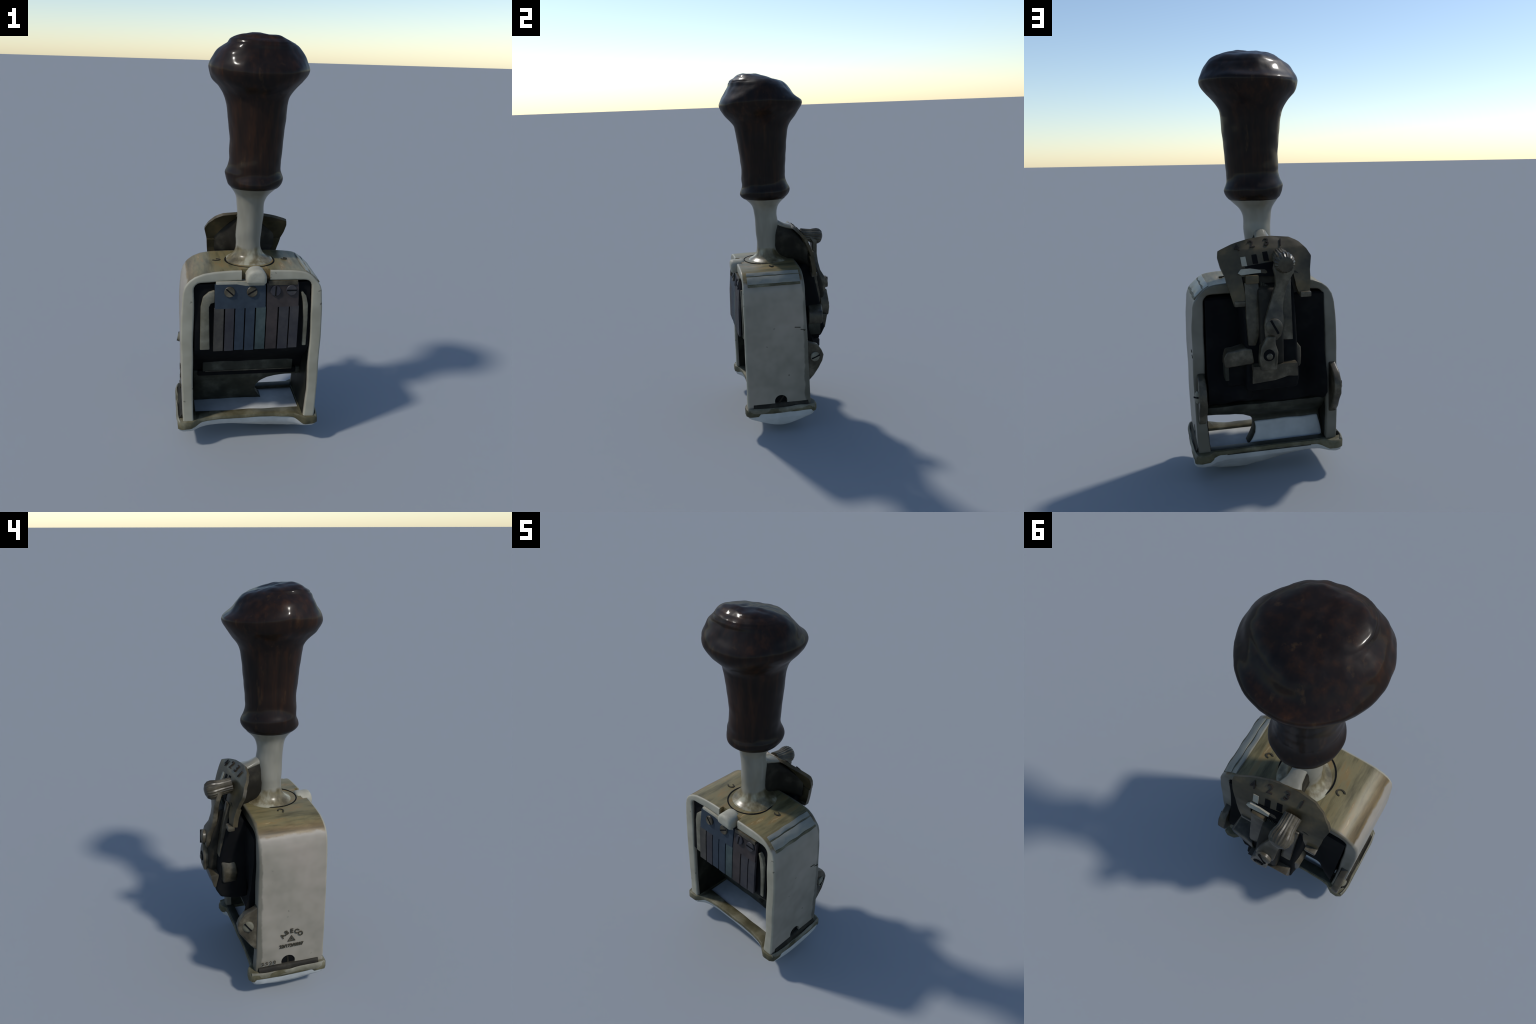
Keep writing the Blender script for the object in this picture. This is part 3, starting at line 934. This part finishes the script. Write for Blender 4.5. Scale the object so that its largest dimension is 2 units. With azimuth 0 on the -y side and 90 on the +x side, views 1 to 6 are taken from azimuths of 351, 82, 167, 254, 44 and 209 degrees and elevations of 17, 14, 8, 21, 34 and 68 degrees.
# narrow strip on the -x side
ribbon("side_strip", [(-0.078, 0.178, 0.985, 0.020), (-0.072, 0.196, 0.90, 0.022), (-0.068, 0.214, 0.80, 0.024), (-0.066, 0.226, 0.70, 0.026)], "steel", carrier, 0.03)
# coil comb
for i in range(6):
    bm = box_bm((0.012 + 0.006 * i, 0.0155 + 0.006 * i), (0.16, 0.178), (0.915 + 0.003 * i, 0.945 + 0.003 * i), 0.001, 1)
    finish(bm, "comb_tooth", "olive", carrier)
# main lever
lev = [(-0.056, 0.222, 1.060, 0.040), (-0.052, 0.238, 1.020, 0.050), (-0.044, 0.240, 0.985, 0.034), (-0.036, 0.240, 0.945, 0.026), (-0.022, 0.243, 0.895, 0.027),
       (-0.010, 0.252, 0.850, 0.033), (0.000, 0.270, 0.815, 0.041), (0.006, 0.279, 0.775, 0.043), (0.010, 0.276, 0.745, 0.038), (0.016, 0.270, 0.718, 0.026)]
lever = ribbon("lever", lev, "steel", carrier, 0.026, 0.008)
screw("lever_screw", (0.006, 0.276, 0.778), (0.05, 1, 0.12), 0.036, 0.016, -62, "steel", lever, 0.005)
# knurled knob of the lever
bm = bmesh.new()
rings = []
for t, r in ((-0.095, 0.036), (-0.06, 0.036), (-0.035, 0.037), (-0.02, 0.042), (0.0, 0.046), (0.018, 0.044), (0.032, 0.034), (0.040, 0.016)):
    ring = []
    for k in range(40):
        a = TAU * k / 40
        rr = r + (0.0014 * (1 if k % 2 else -1) if 0.03 < r else 0)
        ring.append((rr * math.cos(a), rr * math.sin(a) * 1.0, t))
    rings.append(ring)
bm = loft_bm(rings)
bm.transform(orient((0.0, 1, -0.16), loc=(-0.052, 0.240, 1.051)))
finish(bm, "lever_knob", "steel", lever, angle=30)
# lower eye of the lever with its pin
pts = [(0.004, 0.735), (0.0, 0.70), (-0.008, 0.665), (-0.006, 0.62), (0.0, 0.585), (0.070, 0.590), (0.074, 0.64), (0.066, 0.69), (0.044, 0.725), (0.036, 0.740)]
bm = prism_bm(pts, lambda u, v, k: (u, (0.288 if k == 0 else 0.235) - 0.10 * max(0, 0.62 - v), v), 0.008, 3, 30)
lump(bm, 0.005, 20, 3)
eye = finish(bm, "lever_eye", "steel", carrier, angle=45)
bm = disc_bm(0.026, 0.010, 24, 0.003); bm.transform(orient((0, 1, 0.05), loc=(0.033, 0.281, 0.655)))
finish(bm, "eye_hole_disc", "black", eye)  # black disc laid on the face in place of a hole
bm = disc_bm(0.014, 0.014, 24, 0.004); bm.transform(orient((0, 1, 0.05), loc=(0.031, 0.283, 0.650)))
finish(bm, "eye_pin", "steel", eye)
# sideways box arm on +x
pts = [(0.092, 0.604), (0.215, 0.590), (0.218, 0.63), (0.205, 0.658), (0.17, 0.665), (0.128, 0.676), (0.094, 0.672)]
bm = prism_bm(pts, lambda u, v, k: (u, (0.236 if k == 0 else 0.15) - 0.02 * (u - 0.09) / 0.12, v), 0.008, 3, 30)
lump(bm, 0.006, 18, 7)
finish(bm, "side_box", "steel", carrier, angle=45)
bm = box_bm((0.098, 0.204), (0.09, 0.196), (0.495, 0.605), 0.012, 3)
lump(bm, 0.006, 16, 5)
finish(bm, "box_foot", "black", carrier)
bm = box_bm((0.196, 0.214), (0.13, 0.200), (0.525, 0.60), 0.005)
finish(bm, "box_tail", "olive", carrier)
# rounded ear on -x
pts = [(-0.045, 0.690), (-0.095, 0.708), (-0.128, 0.655), (-0.132, 0.62), (-0.126, 0.582), (-0.118, 0.565), (-0.105, 0.585), (-0.05, 0.590)]
bm = prism_bm(pts, lambda u, v, k: (u, (0.222 if k == 0 else 0.15) - 0.25 * max(0, -0.09 - u), v), 0.010, 3, 30)
lump(bm, 0.006, 18, 9)
finish(bm, "carrier_ear", "steel", carrier, angle=45)
# lower pawl plate with bevelled foot
pts = [(0.098, 0.606), (0.1, 0.520), (0.0, 0.531), (-0.062, 0.545), (-0.104, 0.540), (-0.101, 0.608), (-0.04, 0.606), (0.03, 0.600)]
bm = prism_bm(pts, lambda u, v, k: (u, (0.272 if k == 0 else 0.20) - 0.25 * max(0, 0.60 - v), v), 0.005, 2, 30)
lump(bm, 0.006, 16, 2)
finish(bm, "pawl_plate", "steel", carrier, angle=45)

# ------------------------------------------------------------------ pivot ears on the rear edges of both walls
for sx in (1, -1):
    x0, x1 = sx * 0.294, sx * 0.330
    kk = 1.0 if sx > 0 else 1.06
    pts = [(0.085, 0.545), (0.115, 0.525), (0.155, 0.508), (0.178, 0.475), (0.190, 0.443), (0.184, 0.408), (0.160, 0.370), (0.130, 0.325), (0.105, 0.295), (0.085, 0.29)]
    pts = [(0.09 + (u - 0.09) * kk, v) for u, v in pts]
    bm = prism_bm(pts, lambda u, v, k: (x0 if k == 0 else x1, u, v), 0.008, 3, 40)
    lump(bm, 0.004, 16, 3)
    ear = finish(bm, "pivot_ear", "steel", frame, angle=45)
    screw("pivot_screw", (sx * 0.327, 0.137 if sx > 0 else 0.143, 0.440), (sx, 0.25, 0.1), 0.027, 0.013, 15 if sx > 0 else -50, "dull", ear, 0.004)
